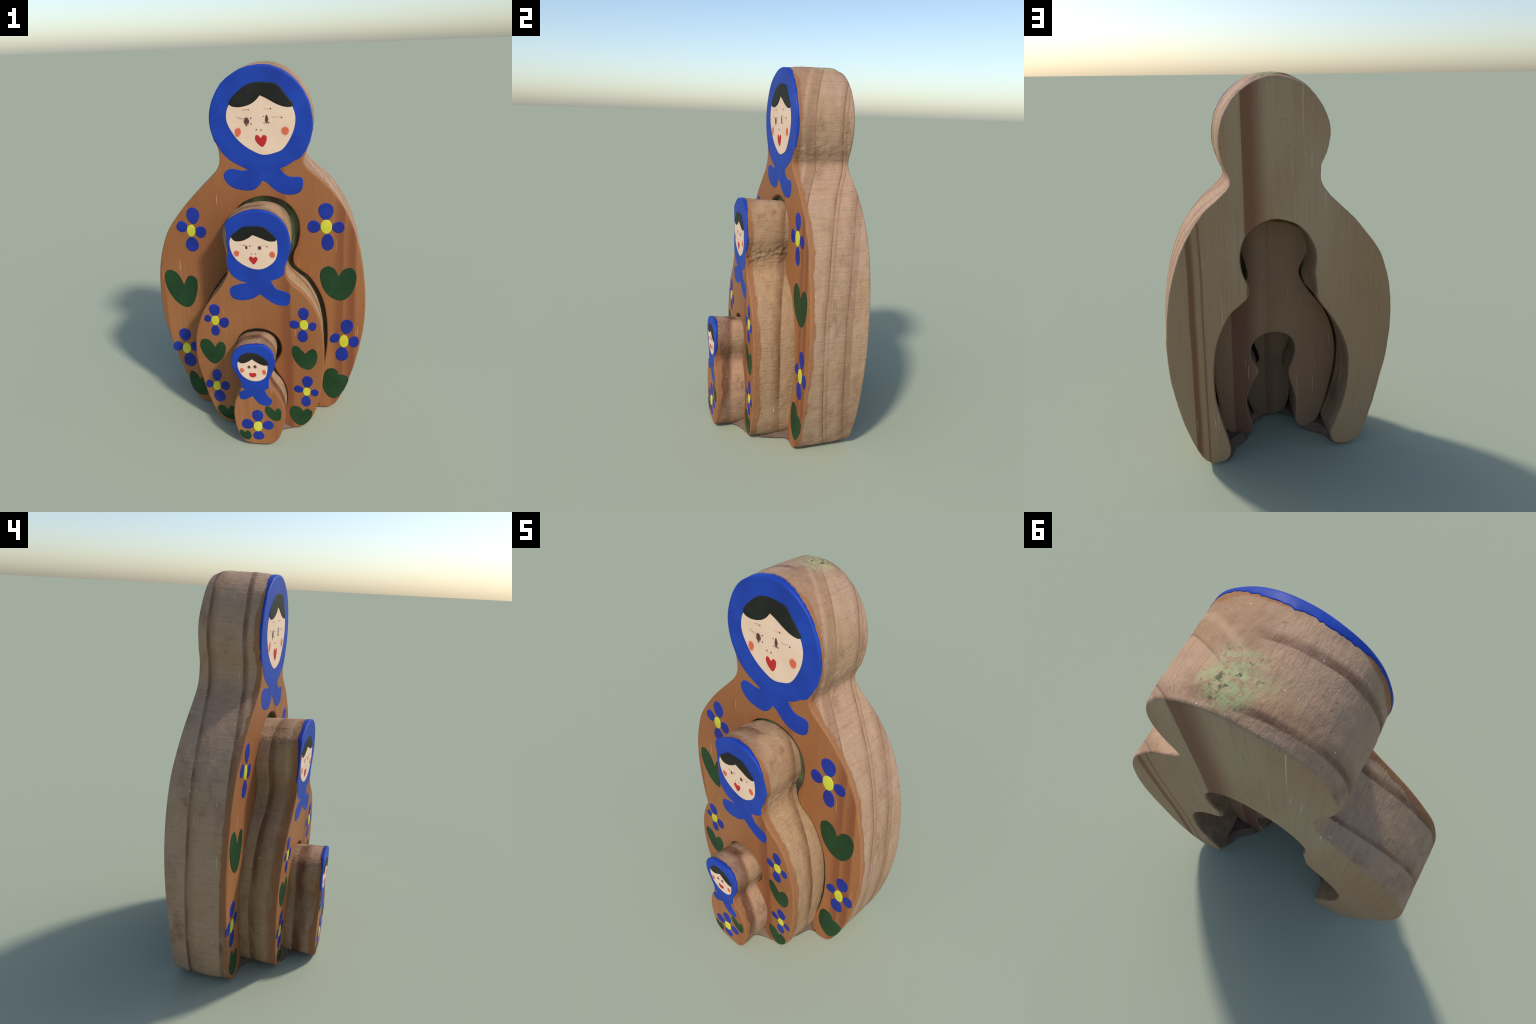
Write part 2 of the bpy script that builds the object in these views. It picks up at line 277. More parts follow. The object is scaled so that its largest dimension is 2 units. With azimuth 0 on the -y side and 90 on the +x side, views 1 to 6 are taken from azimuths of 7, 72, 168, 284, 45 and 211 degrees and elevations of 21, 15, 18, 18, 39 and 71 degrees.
def front_wood(doll):
    g = Graph("stained_pine_" + doll["size"])
    o = dict(large=0, middle=5, small=11)[doll["size"]]
    wav = g.math("MULTIPLY_ADD", g.noise(1.2, (1, 1, 1), 2.0, offset=(o, 0, 0)), 0.05, g.x)
    fine = g.noise(1.0, (110, 20, 3.0), 4.0, 0.6, (o, 0, 0))
    soft = g.noise(2.4, (1, 1, 0.4), 2.0, 0.5, (o, 3, 0))
    col = g.ramp(soft, [(0.3, (0.262, 0.092, 0.030)), (0.5, STAIN), (0.7, (0.350, 0.145, 0.052))])
    col = g.mix(g.math("MULTIPLY", g.step(fine, 0.42, 0.75), 0.45), col, (0.25, 0.092, 0.035))
    bands = dict(large=[(0.445, 0.49, .75), (0.51, 0.555, .8), (0.12, 0.17, .6), (-0.56, -0.53, .5)],
                 middle=[(0.165, 0.215, .75), (-0.20, -0.17, .2)], small=[(-0.03, -0.01, .25), (0.12, 0.14, .4)])[doll["size"]]
    for lo, hi, w in bands:
        m = g.math("MULTIPLY", g.band(wav, lo, hi, 0.03, 0.008), w)
        col = g.mix(m, col, (0.20, 0.060, 0.024))
    pale = dash_marks(g, 130, 4.0, 0.74, (o + 1, 0, 2))
    col = g.mix(g.math("MULTIPLY", pale, 0.55), col, (0.62, 0.36, 0.17))
    dark = g.step(g.noise(95, detail=1.0, offset=(o, 0, 0)), 0.72, 0.8)
    col = g.mix(g.math("MULTIPLY", dark, 0.5), col, (0.12, 0.035, 0.015))
    g.relief(fine, 0.08, 0.003)
    return g.done(col, 0.55, 0.0, 0.25)

def side_wood(doll):
    """sawn edge: growth lines follow the depth of the board, stain has bled over the front arris"""
    g = Graph("sawn_pine_" + doll["size"])
    size = doll["size"]; t = doll["thick"][0]; o = dict(large=0, middle=5, small=11)[size]
    d = g.depth(doll)
    f = g.math("DIVIDE", d, t)
    wob = g.math("MULTIPLY", g.math("SUBTRACT", g.noise(1.6, (1, 0.2, 1.0), 2.0, 0.5, (o, 0, 0)), 0.5), 0.11)
    # growth rings cut the board obliquely, differently on the two sides of the heart
    slope_r, slope_l = dict(large=(2.0, 0.55), middle=(1.15, 0.05), small=(0.6, 0.1))[size]
    xr = g.math("MULTIPLY", g.math("SUBTRACT", g.x, 0.03), slope_r)
    xl = g.math("MULTIPLY", g.math("SUBTRACT", 0.03, g.x), slope_l)
    ring_r = g.math("MULTIPLY", g.math("ADD", g.math("ADD", f, wob), xr), 0.5)
    ring_l = g.math("MULTIPLY", g.math("ADD", g.math("ADD", f, wob), xl), 0.5)
    pale, mid, line = dict(large=((0.430, 0.270, 0.168), (0.325, 0.186, 0.110), (0.165, 0.080, 0.047)),
        middle=((0.41, 0.255, 0.140), (0.30, 0.168, 0.084), (0.155, 0.076, 0.037)),
        small=((0.40, 0.245, 0.142), (0.28, 0.150, 0.076), (0.13, 0.055, 0.028)))[size]
    right = dict(
        large=[(0.0, mid), (0.30, mid), (0.33, pale), (0.36, mid), (0.425, mid), (0.437, line), (0.441, pale), (0.64, pale), (0.68, mid), (0.692, line), (0.696, pale), (0.73, mid), (0.735, pale), (0.80, pale), (0.87, mid), (0.886, line), (0.890, mid), (0.94, mid), (0.945, pale), (1.0, pale)],
        middle=[(0.0, mid), (0.10, mid), (0.17, pale), (0.33, pale), (0.38, mid), (0.418, line), (0.43, pale), (0.62, pale), (0.70, mid), (1.0, line)],
        small=[(0.0, line), (0.14, line), (0.165, mid), (0.18, pale), (0.36, pale), (0.42, mid), (0.47, line), (1.0, mid)])[size]
    left = dict(
        large=[(0.0, mid), (0.08, pale), (0.16, pale), (0.188, line), (0.212, line), (0.218, pale), (0.42, pale), (0.472, mid), (0.484, line), (0.502, line), (0.508, pale), (0.66, pale), (0.74, mid), (0.76, pale), (1.0, pale)],
        middle=[(0.0, mid), (0.07, mid), (0.10, pale), (0.17, mid), (0.20, line), (0.225, line), (0.232, pale), (0.42, pale), (0.5, mid), (1.0, mid)],
        small=[(0.0, mid), (0.10, pale), (0.16, line), (0.21, line), (0.23, pale), (0.40, mid), (0.46, line), (1.0, mid)])[size]
    both = g.math("MULTIPLY_ADD", g.noise(7.0, detail=3.0, offset=(o, 1, 0)), 0.12, g.x)
    col = g.mix(g.step(both, 0.065, 0.115), g.ramp(ring_l, left), g.ramp(ring_r, right))
    # the rings fade in and out: hand-rubbed, uneven grain
    fade = g.step(g.noise(4.0, (1, 2, 0.8), 4.0, 0.6, (o, 6, 0)), 0.40, 0.62)
    col = g.mix(g.math("MULTIPLY", fade, 0.45), col, g.mix(g.step(g.noise(3.0, detail=3.0, offset=(o, 8, 2)), 0.4, 0.6), (pale[0], pale[1]*1.02, pale[2]*1.18), (pale[0]*0.9, pale[1]*0.9, pale[2]*0.72)))
    cloud = g.noise(9.0, (1, 1, 0.6), 5.0, 0.65, (o, 0, 1))
    col = g.mix(g.math("MULTIPLY", g.step(cloud, 0.46, 0.70), 0.65), col, mid)
    col = g.mix(g.math("MULTIPLY", g.step(cloud, 0.56, 0.78), 0.5), col, line)
    grain = g.noise(1.0, (60, 7, 135), 3.0, 0.6, (o, 0, 0))      # saw marks run across the board
    col = g.mix(g.math("MULTIPLY", g.step(grain, 0.48, 0.75), 0.30), col, line)
    fuzz = g.noise(110, (1, 0.5, 1), 3.0, 0.65, (o, 4, 0))
    col = g.mix(g.math("MULTIPLY", g.step(fuzz, 0.55, 0.75), 0.30), col, pale)
    specks = g.step(g.noise(70, detail=1.0, offset=(o, 2, 0)), 0.70, 0.76)
    col = g.mix(g.math("MULTIPLY", specks, 0.4), col, (0.13, 0.06, 0.035))
    dashes = dash_marks(g, 110, 8.0, 0.745, (o + 3, 0, 0))
    col = g.mix(g.math("MULTIPLY", dashes, 0.55), col, (0.82, 0.62, 0.45))
    edge = g.math("MULTIPLY_ADD", g.noise(6.0, detail=3.0, offset=(o, 0, 5)), 0.07, g.math("SUBTRACT", d, dict(large=0.030, middle=0.042, small=0.034)[size]))
    col = g.mix(g.math("MULTIPLY", g.step(edge, 0.034, 0.028), 0.85), col, (0.30, 0.125, 0.048))
    if size == "large":           # green lichen stain on the crown of the head
        r = g.nt.nodes.new("ShaderNodeVectorMath"); r.operation = "DISTANCE"
        g.link(g.co, r.inputs[0]); r.inputs[1].default_value = (0.06, 0.24, 1.99)
        rr = g.math("MULTIPLY_ADD", g.noise(18, detail=3.0), 0.09, g.math("SUBTRACT", r.outputs["Value"], 0.045))
        moss = g.step(rr, 0.10, 0.03)
        speck = g.noise(75, detail=4.0, rough=0.7, offset=(2, 0, 0))
        col = g.mix(g.math("MULTIPLY", moss, g.step(speck, 0.36, 0.60)), col, (0.34, 0.36, 0.17))
        col = g.mix(g.math("MULTIPLY", moss, g.step(g.noise(48, detail=3.0, offset=(5, 0, 0)), 0.57, 0.66)), col, (0.10, 0.105, 0.055))
    h = g.math("ADD", g.math("MULTIPLY", fuzz, 1.0), g.math("MULTIPLY", grain, 0.5))
    g.relief(h, 0.5 if size != "large" else 0.34, 0.008)
    return g.done(col, 0.75, 0.0, 0.25)

def back_wood(doll):
    g = Graph("bare_pine_" + doll["size"])
    size = doll["size"]; o = dict(large=0, middle=5, small=11)[size]
    fine = g.noise(1.0, (120, 20, 3.0), 4.0, 0.6, (o, 7, 0))
    soft = g.noise(3.0, (1, 1, 0.3), 2.0, 0.5, (o, 5, 0))
    wav = g.math("MULTIPLY_ADD", g.noise(1.0, (1.0, 1, 1.6), 1.0, offset=(o, 2, 0)), 0.02, g.math("SUBTRACT", g.x, 0.01))
    tan, warm, red = dict(large=((0.425, 0.290, 0.172), (0.385, 0.228, 0.118), (0.215, 0.090, 0.048)),
                          middle=((0.30, 0.182, 0.108), (0.27, 0.150, 0.082), (0.170, 0.072, 0.044)),
                          small=((0.22, 0.14, 0.085), (0.19, 0.115, 0.068), (0.13, 0.05, 0.03)))[size]
    col = g.mix(g.step(soft, 0.35, 0.65), tan, warm)
    col = g.mix(g.math("MULTIPLY", g.step(g.z, 1.35, 0.75), 0.6), col, warm) if size == "large" else col
    bands = dict(large=[(0.105, 0.188, 0.05, 0.003, .95), (0.442, 0.472, 0.010, 0.004, .95), (0.402, 0.413, 0.004, 0.003, .7), (0.285, 0.288, 0.003, 0.003, .35)],
                 middle=[(0.13, 0.245, 0.05, 0.003, .95), (0.035, 0.05, 0.02, 0.01, .3)],
                 small=[(0.0, 0.04, 0.03, 0.004, .6)])[size]
    for lo, hi, sl, sh, w in bands:
        col = g.mix(g.math("MULTIPLY", g.band(wav, lo, hi, sl, sh), w), col, red)
    col = g.mix(g.math("MULTIPLY", g.step(fine, 0.45, 0.78), 0.24), col, red)
    pale = dash_marks(g, 150, 1.6, 0.735, (o + 1, 0, 4))
    col = g.mix(g.math("MULTIPLY", pale, 0.6), col, (0.66, 0.60, 0.50))
    dark = g.step(g.noise(80, detail=1.0, offset=(o, 0, 0)), 0.71, 0.78)
    col = g.mix(g.math("MULTIPLY", dark, 0.5), col, (0.12, 0.07, 0.04))
    g.relief(fine, 0.15, 0.004)
    return g.done(col, 0.7, 0.0, 0.25)

def opening_wood(doll):
    """sawn wall of the arched opening, darker and browner than the outside"""
    g = Graph("opening_pine_" + doll["size"])
    o = dict(large=0, middle=5, small=11)[doll["size"]]
    d = g.depth(doll)
    fuzz = g.noise(90, (1, 0.5, 1), 3.0, 0.65, (o, 9, 0))
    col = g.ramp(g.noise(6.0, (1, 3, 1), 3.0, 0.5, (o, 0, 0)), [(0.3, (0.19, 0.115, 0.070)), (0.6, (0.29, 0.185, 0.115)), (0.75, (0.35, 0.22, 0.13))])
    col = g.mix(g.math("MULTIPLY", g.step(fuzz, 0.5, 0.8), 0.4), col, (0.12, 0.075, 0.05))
    if doll["size"] == "large":   # background foliage's green cast, tinted onto the wall near the gap's front
        m = g.math("MULTIPLY", g.step(d, 0.15, 0.06), g.step(g.noise(9, detail=4.0), 0.40, 0.55))
        col = g.mix(g.math("MULTIPLY", m, g.step(g.z, 0.85, 1.05)), col, (0.075, 0.130, 0.045))
    g.relief(fuzz, 0.5, 0.008)
    return g.done(col, 0.85, 0.0, 0.2)

def paint(name, base, low, high, rough=0.5, coat=0.0):
    g = Graph(name)
    v = g.noise(7.0, detail=3.0)
    col = g.ramp(v, [(0.3, low), (0.5, base), (0.72, high)])
    brush = g.noise(1.0, (40, 40, 90), 3.0, 0.6)
    g.relief(g.math("ADD", v, g.math("MULTIPLY", brush, 0.3)), 0.18, 0.006)
    return g.done(col, rough, coat, 0.22)

def mottled(name, core, rim, lo, hi, scale):
    """rubbed dab of colour that thins into the skin paint towards its rim"""
    g = Graph(name)
    s = g.nt.nodes.new("ShaderNodeVectorMath"); s.operation = "DISTANCE"
    g.link(g.map((1, 0, 1), src=g.gen), s.inputs[0]); s.inputs[1].default_value = (0.5, 0.0, 0.5)
    r = g.math("MULTIPLY_ADD", g.noise(scale, detail=3.0), 0.5, s.outputs["Value"])
    return g.done(g.mix(g.step(r, lo, hi), core, rim), 0.55)

SKIN = (0.76, 0.550, 0.390)

def make_paints():
    return dict(
        scarf=paint("blue_enamel", (0.010, 0.044, 0.32), (0.009, 0.036, 0.26), (0.012, 0.055, 0.37)),
        petal=paint("petal_blue_enamel", (0.012, 0.026, 0.24), (0.010, 0.020, 0.18), (0.014, 0.037, 0.29)),
        centre=paint("yellow_enamel", (0.58, 0.56, 0.040), (0.48, 0.45, 0.030), (0.66, 0.65, 0.08), 0.55, 0.0),
        leaf=paint("green_enamel", (0.013, 0.048, 0.015), (0.010, 0.036, 0.012), (0.017, 0.062, 0.019), 0.55, 0.0),
        skin=paint("skin_enamel", SKIN, (0.73, 0.515, 0.355), (0.79, 0.585, 0.425), 0.55, 0.0),
        hair=paint("black_enamel", (0.012, 0.012, 0.009), (0.009, 0.009, 0.007), (0.020, 0.019, 0.013), 0.55, 0.0),
        mouth=paint("red_enamel", (0.47, 0.022, 0.022), (0.38, 0.016, 0.018), (0.55, 0.035, 0.03), 0.55, 0.0),
        cheek=mottled("rubbed_orange", (0.64, 0.120, 0.05), SKIN, 0.58, 0.86, 110),
        eye=mottled("worn_brown", (0.095, 0.032, 0.024), (0.66, 0.44, 0.315), 0.55, 0.82, 260),
        fleck=paint("fleck_brown", (0.14, 0.065, 0.05), (0.10, 0.04, 0.035), (0.22, 0.12, 0.09), 0.6, 0.0),
        stroke=paint("faded_brown", (0.62, 0.40, 0.275), (0.50, 0.29, 0.20), (0.72, 0.50, 0.35), 0.6, 0.0),
    )

# =====================================================================
# 4.  THE SAWN BODY: one closed surface, then split into head and torso
# =====================================================================
def outline_of(doll, spacing):
    p = doll["profile"]
    pts = p["outer_left"] + p["foot_left"] + p["opening"] + p["foot_right"] + p["outer_right"]
    loop = closed_spline(pts, spacing)
    return loop if signed_area(loop) > 0 else loop

def shaped(doll, x, z, d, nx, nz, is_opening, f):
    """taper, chips and saw roughness of the sawn wall; f = 0 front .. 1 back"""
    size = doll["size"]
    r = 0.0
    if size == "large" and is_opening:
        if x > 0.02:
            x += 0.018 * (1 - f) * smooth(0.02, 0.15, x)      # opening widens to the front
        chip = bump(z, 0.965, 0.11) * smooth(0.25, 0.75, f)   # broken arris at the back of the neck
        if x < 0: x -= 0.030 * chip
    if size == "middle" and not is_opening and x < 0:
        cut = smooth(0.22, 0.06, f) * bump(z, 1.14, 0.17)     # flat paring beside the face
        x = x + (max(x, -0.143) - x) * min(1.0, cut * 1.4)
    if size == "large" and not is_opening:
        x -= 0.014 * smooth(0.50, 0.08, z) * smooth(0.02, 0.4, f) * (1 if x < -0.2 else 0)
        x -= 0.007 * bump(z, 1.75, 0.2) * smooth(0.1, 0.4, f) * (1 if x < -0.05 else 0)
        z -= 0.009 * smooth(0.35, 0.0, f) * smooth(1.86, 1.98, z)
    if size == "middle" and not is_opening:
        k = 0.024 * f * smooth(-0.4, 0.4, nx + 0.55*nz) * smooth(0.05, 0.3, z)   # sawn slightly out of square
        x, z = x - nx*k, z - nz*k
        if x < 0: x -= 0.026 * bump(z, 1.13, 0.15) * smooth(0.22, 0.5, f)
    if size == "small":
        k = f * (0.030 * max(0.0, nz) * smooth(0.3, 0.5, z) + 0.005 * max(0.0, -nx))
        x, z = x - nx*k, z - nz*k
    if 0.02 < f < 0.98:
        p = Vector((x*14, d*30, z*14))
        r += 0.0022 * noise.noise(p) + 0.0012 * noise.noise(p * 3.1)
        if size == "middle" and x > 0 and not is_opening:     # torn fibres under the head
            r += 0.009 * bump(z, 1.03, 0.10) * noise.noise(Vector((x*60, d*60, z*60)))
        if size == "large" and not is_opening:
            r += 0.003 * bump(z, 1.60, 0.10) * noise.noise(Vector((x*45, d*45, z*45)))
    return x + nx*r, z + nz*r

def build_body(doll, mats):
    loop = outline_of(doll, 0.0065)
    n = len(loop)
    nrm = loop_normals(loop)
    flip = 1.0 if signed_area(loop) > 0 else -1.0
    nrm = [v * flip for v in nrm]
    # which stretch of the loop is the opening
    op = doll["profile"]["opening"]
    is_open = [False]*n
    if op:
        near = lambda q: min(range(n), key=lambda i: (loop[i] - Vector(q)).length)
        i0, i1 = sorted((near(doll["profile"]["foot_left"][-2]), near(doll["profile"]["foot_right"][1])))
        is_open = [i0 <= i <= i1 for i in range(n)]
    # rings: (inset, depth rule, f)
    rings = [("front", 0.016, 0.0), ("front", 0.0075, 0.0)]
    rf, rb = 0.006, 0.010
    for k in range(1, 5):
        a = math.pi/2 * k/4
        rings.append(("front", rf*(1 - math.sin(a)), rf*(1 - math.cos(a))))
    rows = 40
    for k in range(1, rows): rings.append(("wall", 0.0, k/rows))
    for k in range(0, 4):
        a = math.pi/2 * k/4
        rings.append(("back", rb*(1 - math.cos(a)), rb*(1 - math.sin(a))))
    rings += [("back", 0.012, 0.0), ("back", 0.020, 0.0)]
    verts, fs = [], []
    for kind, inset, v in rings:
        for i in range(n):
            x, z = loop[i]
            th = thickness(doll, x, z)
            if kind == "front": d = v
            elif kind == "back": d = th - v
            else: d = rf + (th - rf - rb)*v
            f = d/th
            q = loop[i] - nrm[i]*inset
            x2, z2 = shaped(doll, q[0], q[1], d, nrm[i][0], nrm[i][1], is_open[i], f)
            # crown of the head is worn rounder towards the back
            if kind != "front" and not is_open[i]:
                z2 -= 0.016 * smooth(0.84, 1.0, f) * smooth(doll["neck"] + 0.25*(loop[0][1]-doll["neck"]), loop[0][1], z)
            if op: z2 += 0.008 * smooth(0.55, 1.0, f) * smooth(0.10, 0.0, z)
            verts.append(on_plane(doll, x2, z2, d))
    faces, slot = [], []
    R = len(rings)
    for r in range(R - 1):
        for i in range(n):
            j = (i + 1) % n
            q = (r*n + i, r*n + j, (r+1)*n + j, (r+1)*n + i)
            faces.append(q if flip > 0 else q[::-1])
            if r < 4: slot.append(0)
            elif r >= R - 3: slot.append(2)
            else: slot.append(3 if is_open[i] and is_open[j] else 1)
    # the two border columns at the neck: split both caps there
    neck = doll["neck"]
    half = n // 2
    cand = [i for i in range(n) if not is_open[i]]
    iL = min((i for i in cand if loop[i][0] < 0.02 and loop[i][1] > 0.3*loop[0][1]), key=lambda i: abs(loop[i][1] - neck))
    iR = min((i for i in cand if loop[i][0] > 0.02 and loop[i][1] > 0.3*loop[0][1]), key=lambda i: abs(loop[i][1] - neck))
    lo, hi = sorted((iL, iR))
    inner = list(range(lo, hi + 1)); outer = list(range(hi, n)) + list(range(0, lo + 1))
    head_cols = outer if loop[0][1] > neck else inner
    head_set = set(head_cols[:-1])
    is_head = [(k % n) in head_set for k in range(len(faces))]
    for cols in (inner, outer):                      # front cap: two flat fields
        c = [i for i in cols]
        faces.append(tuple(c[::-1] if flip > 0 else c)); slot.append(0); is_head.append(cols is head_cols)
    # back cap: the board is warped there, so it gets a net of inner points
    base = (R - 1)*n
    rim = [Vector((verts[base + i].x, verts[base + i].z)) for i in range(n)]
    zl, zr = rim[iL], rim[iR]
    inside = []
    xs = [p[0] for p in rim]; zs = [p[1] for p in rim]
    stepg = 0.03
    gz = min(zs) + stepg
    while gz < max(zs):
        cuts = sorted(p[0] + (q[0] - p[0])*(gz - p[1])/(q[1] - p[1]) for p, q in zip(rim, rim[1:] + rim[:1]) if (p[1] <= gz) != (q[1] <= gz))
        for x0, x1 in zip(cuts[::2], cuts[1::2]):
            m = int((x1 - x0 - 0.02)/stepg)
            for k in range(m + 1 if m >= 0 else 0):
                px = x0 + 0.01 + (x1 - x0 - 0.02)*(k + 0.5)/(m + 1)
                if abs(gz - (zl[1] + (zr[1] - zl[1])*(px - zl[0])/(zr[0] - zl[0]))) > 0.008 or not zl[0] < px < zr[0]:
                    inside.append(Vector((px, gz)))
        gz += stepg
    edges = [(i, (i + 1) % n) for i in range(n)] + [(iL, iR)]
    cv, ce, cf, co, _, _ = delaunay_2d_cdt(rim + inside, edges, [], 1, 1e-6)
    ids = []
    a_, b_, c_ = doll["plane"]
    for k, p in enumerate(cv):
        o_ = [q for q in co[k] if q < n]
        if o_: ids.append(base + o_[0]); continue
        th = thickness(doll, p[0] + b_*0.3, p[1])
        x0 = p[0] + b_*th
        verts.append(on_plane(doll, x0, p[1], th)); ids.append(len(verts) - 1)
    for f in cf:
        cx = sum(cv[k][0] for k in f)/3; cz = sum(cv[k][1] for k in f)/3
        faces.append(tuple(ids[k] for k in f)); slot.append(2)
        is_head.append(cz > zl[1] + (zr[1] - zl[1])*(cx - zl[0])/(zr[0] - zl[0]))
    # orientation: front ring faces must look outwards
    me = bpy.data.meshes.new("whole"); me.from_pydata([tuple(v) for v in verts], [], faces)
    bm = bmesh.new(); bm.from_mesh(me); bm.normal_update()
    bmesh.ops.recalc_face_normals(bm, faces=bm.faces); bm.to_mesh(me); bm.free(); me.update()
    vn = [tuple(v.normal) for v in me.vertices]
    polys = [tuple(p.vertices) for p in me.polygons]
    out = []
    for part, want in (("head", True), ("torso", False)):
        sel = [k for k in range(len(polys)) if is_head[k] == want]
        used = sorted({v for k in sel for v in polys[k]}); re = {v: i for i, v in enumerate(used)}
        m = bpy.data.meshes.new(part)
        m.from_pydata([tuple(verts[v]) for v in used], [], [tuple(re[v] for v in polys[k]) for k in sel])
        for mat in mats: m.materials.append(mat)
        m.polygons.foreach_set("material_index", [slot[k] for k in sel])
        m.polygons.foreach_set("use_smooth", [True]*len(sel))
        m.update()
        m.normals_split_custom_set_from_vertices([vn[v] for v in used])
        out.append(bpy.data.objects.new(part, m))
    bpy.data.meshes.remove(me)
    head_loop = [loop[i] for i in head_cols]
    return out, head_loop

# =====================================================================
# 5.  PAINTED MOTIFS: thin enamel pads with rounded edges
# =====================================================================
def pad_mesh(doll, name, loop, mat, lift, thick=0.0013, soft=0.003):
    """a blob of enamel lying on the front plane: skirt, rounded rim, flat top"""
    loop = [Vector(p) for p in loop]
    if signed_area(loop) < 0: loop = loop[::-1]
    n = len(loop); nr = loop_normals(loop, 1)
    rings = [(0.0, lift - 0.002), (0.0, -(-lift) + thick*0.35), (soft*0.35, lift + thick*0.8), (soft, lift + thick)]
    verts, faces = [], []
    for ins, h in rings:
        for i in range(n):
            q = loop[i] - nr[i]*ins
            verts.append(on_plane(doll, q[0], q[1], -h))
    for r in range(len(rings) - 1):
        for i in range(n):
            j = (i + 1) % n
            faces.append((r*n + i, r*n + j, (r+1)*n + j, (r+1)*n + i))
    last = (len(rings) - 1)*n
    faces.append(tuple(range(last, last + n)))
    faces.append(tuple(range(n - 1, -1, -1)))
    me = bpy.data.meshes.new(name); me.from_pydata([tuple(v) for v in verts], [], faces)
    me.polygons.foreach_set("use_smooth", [k < 3*n for k in range(len(faces))])
    me.materials.append(mat); me.update()
    return me

def oval(cx, cz, a, b, ang, egg=0.0, count=28, seed=0):
    t0 = math.radians(ang); out = []
    for k in range(count):
        t = 2*math.pi*k/count
        w = 1 + 0.05*noise.noise(Vector((math.cos(t)*1.3, math.sin(t)*1.3, seed*3.7)))
        u, v = a*math.cos(t)*w, b*math.sin(t)*w*(1 + egg*math.cos(t))
        out.append(Vector((cx + u*math.cos(t0) - v*math.sin(t0), cz + u*math.sin(t0) + v*math.cos(t0))))
    return out

def ribbon(points, width):
    """closed loop around a short brush stroke"""
    pts = [Vector(p) for p in points]; dense = []
    for k in range(13):
        t = k/12
        dense.append(pts[0]*(1-t)**2 + pts[1]*2*t*(1-t) + pts[2]*t*t)
    left, right = [], []
    for k, p in enumerate(dense):
        d = (dense[min(12, k+1)] - dense[max(0, k-1)]).normalized(); nn = Vector((-d[1], d[0]))
        w = width*(0.35 + 0.65*math.sin(math.pi*(k + 0.7)/13.4))
        left.append(p + nn*w); right.append(p - nn*w)
    return left + right[::-1]

def link(obj, parent, doll_empty=None):
    bpy.context.scene.collection.objects.link(obj)
    if parent is not None:
        obj.parent = parent
        obj.matrix_parent_inverse = parent.matrix_world.inverted() if parent.type == "EMPTY" else Matrix.Identity(4)
    return obj

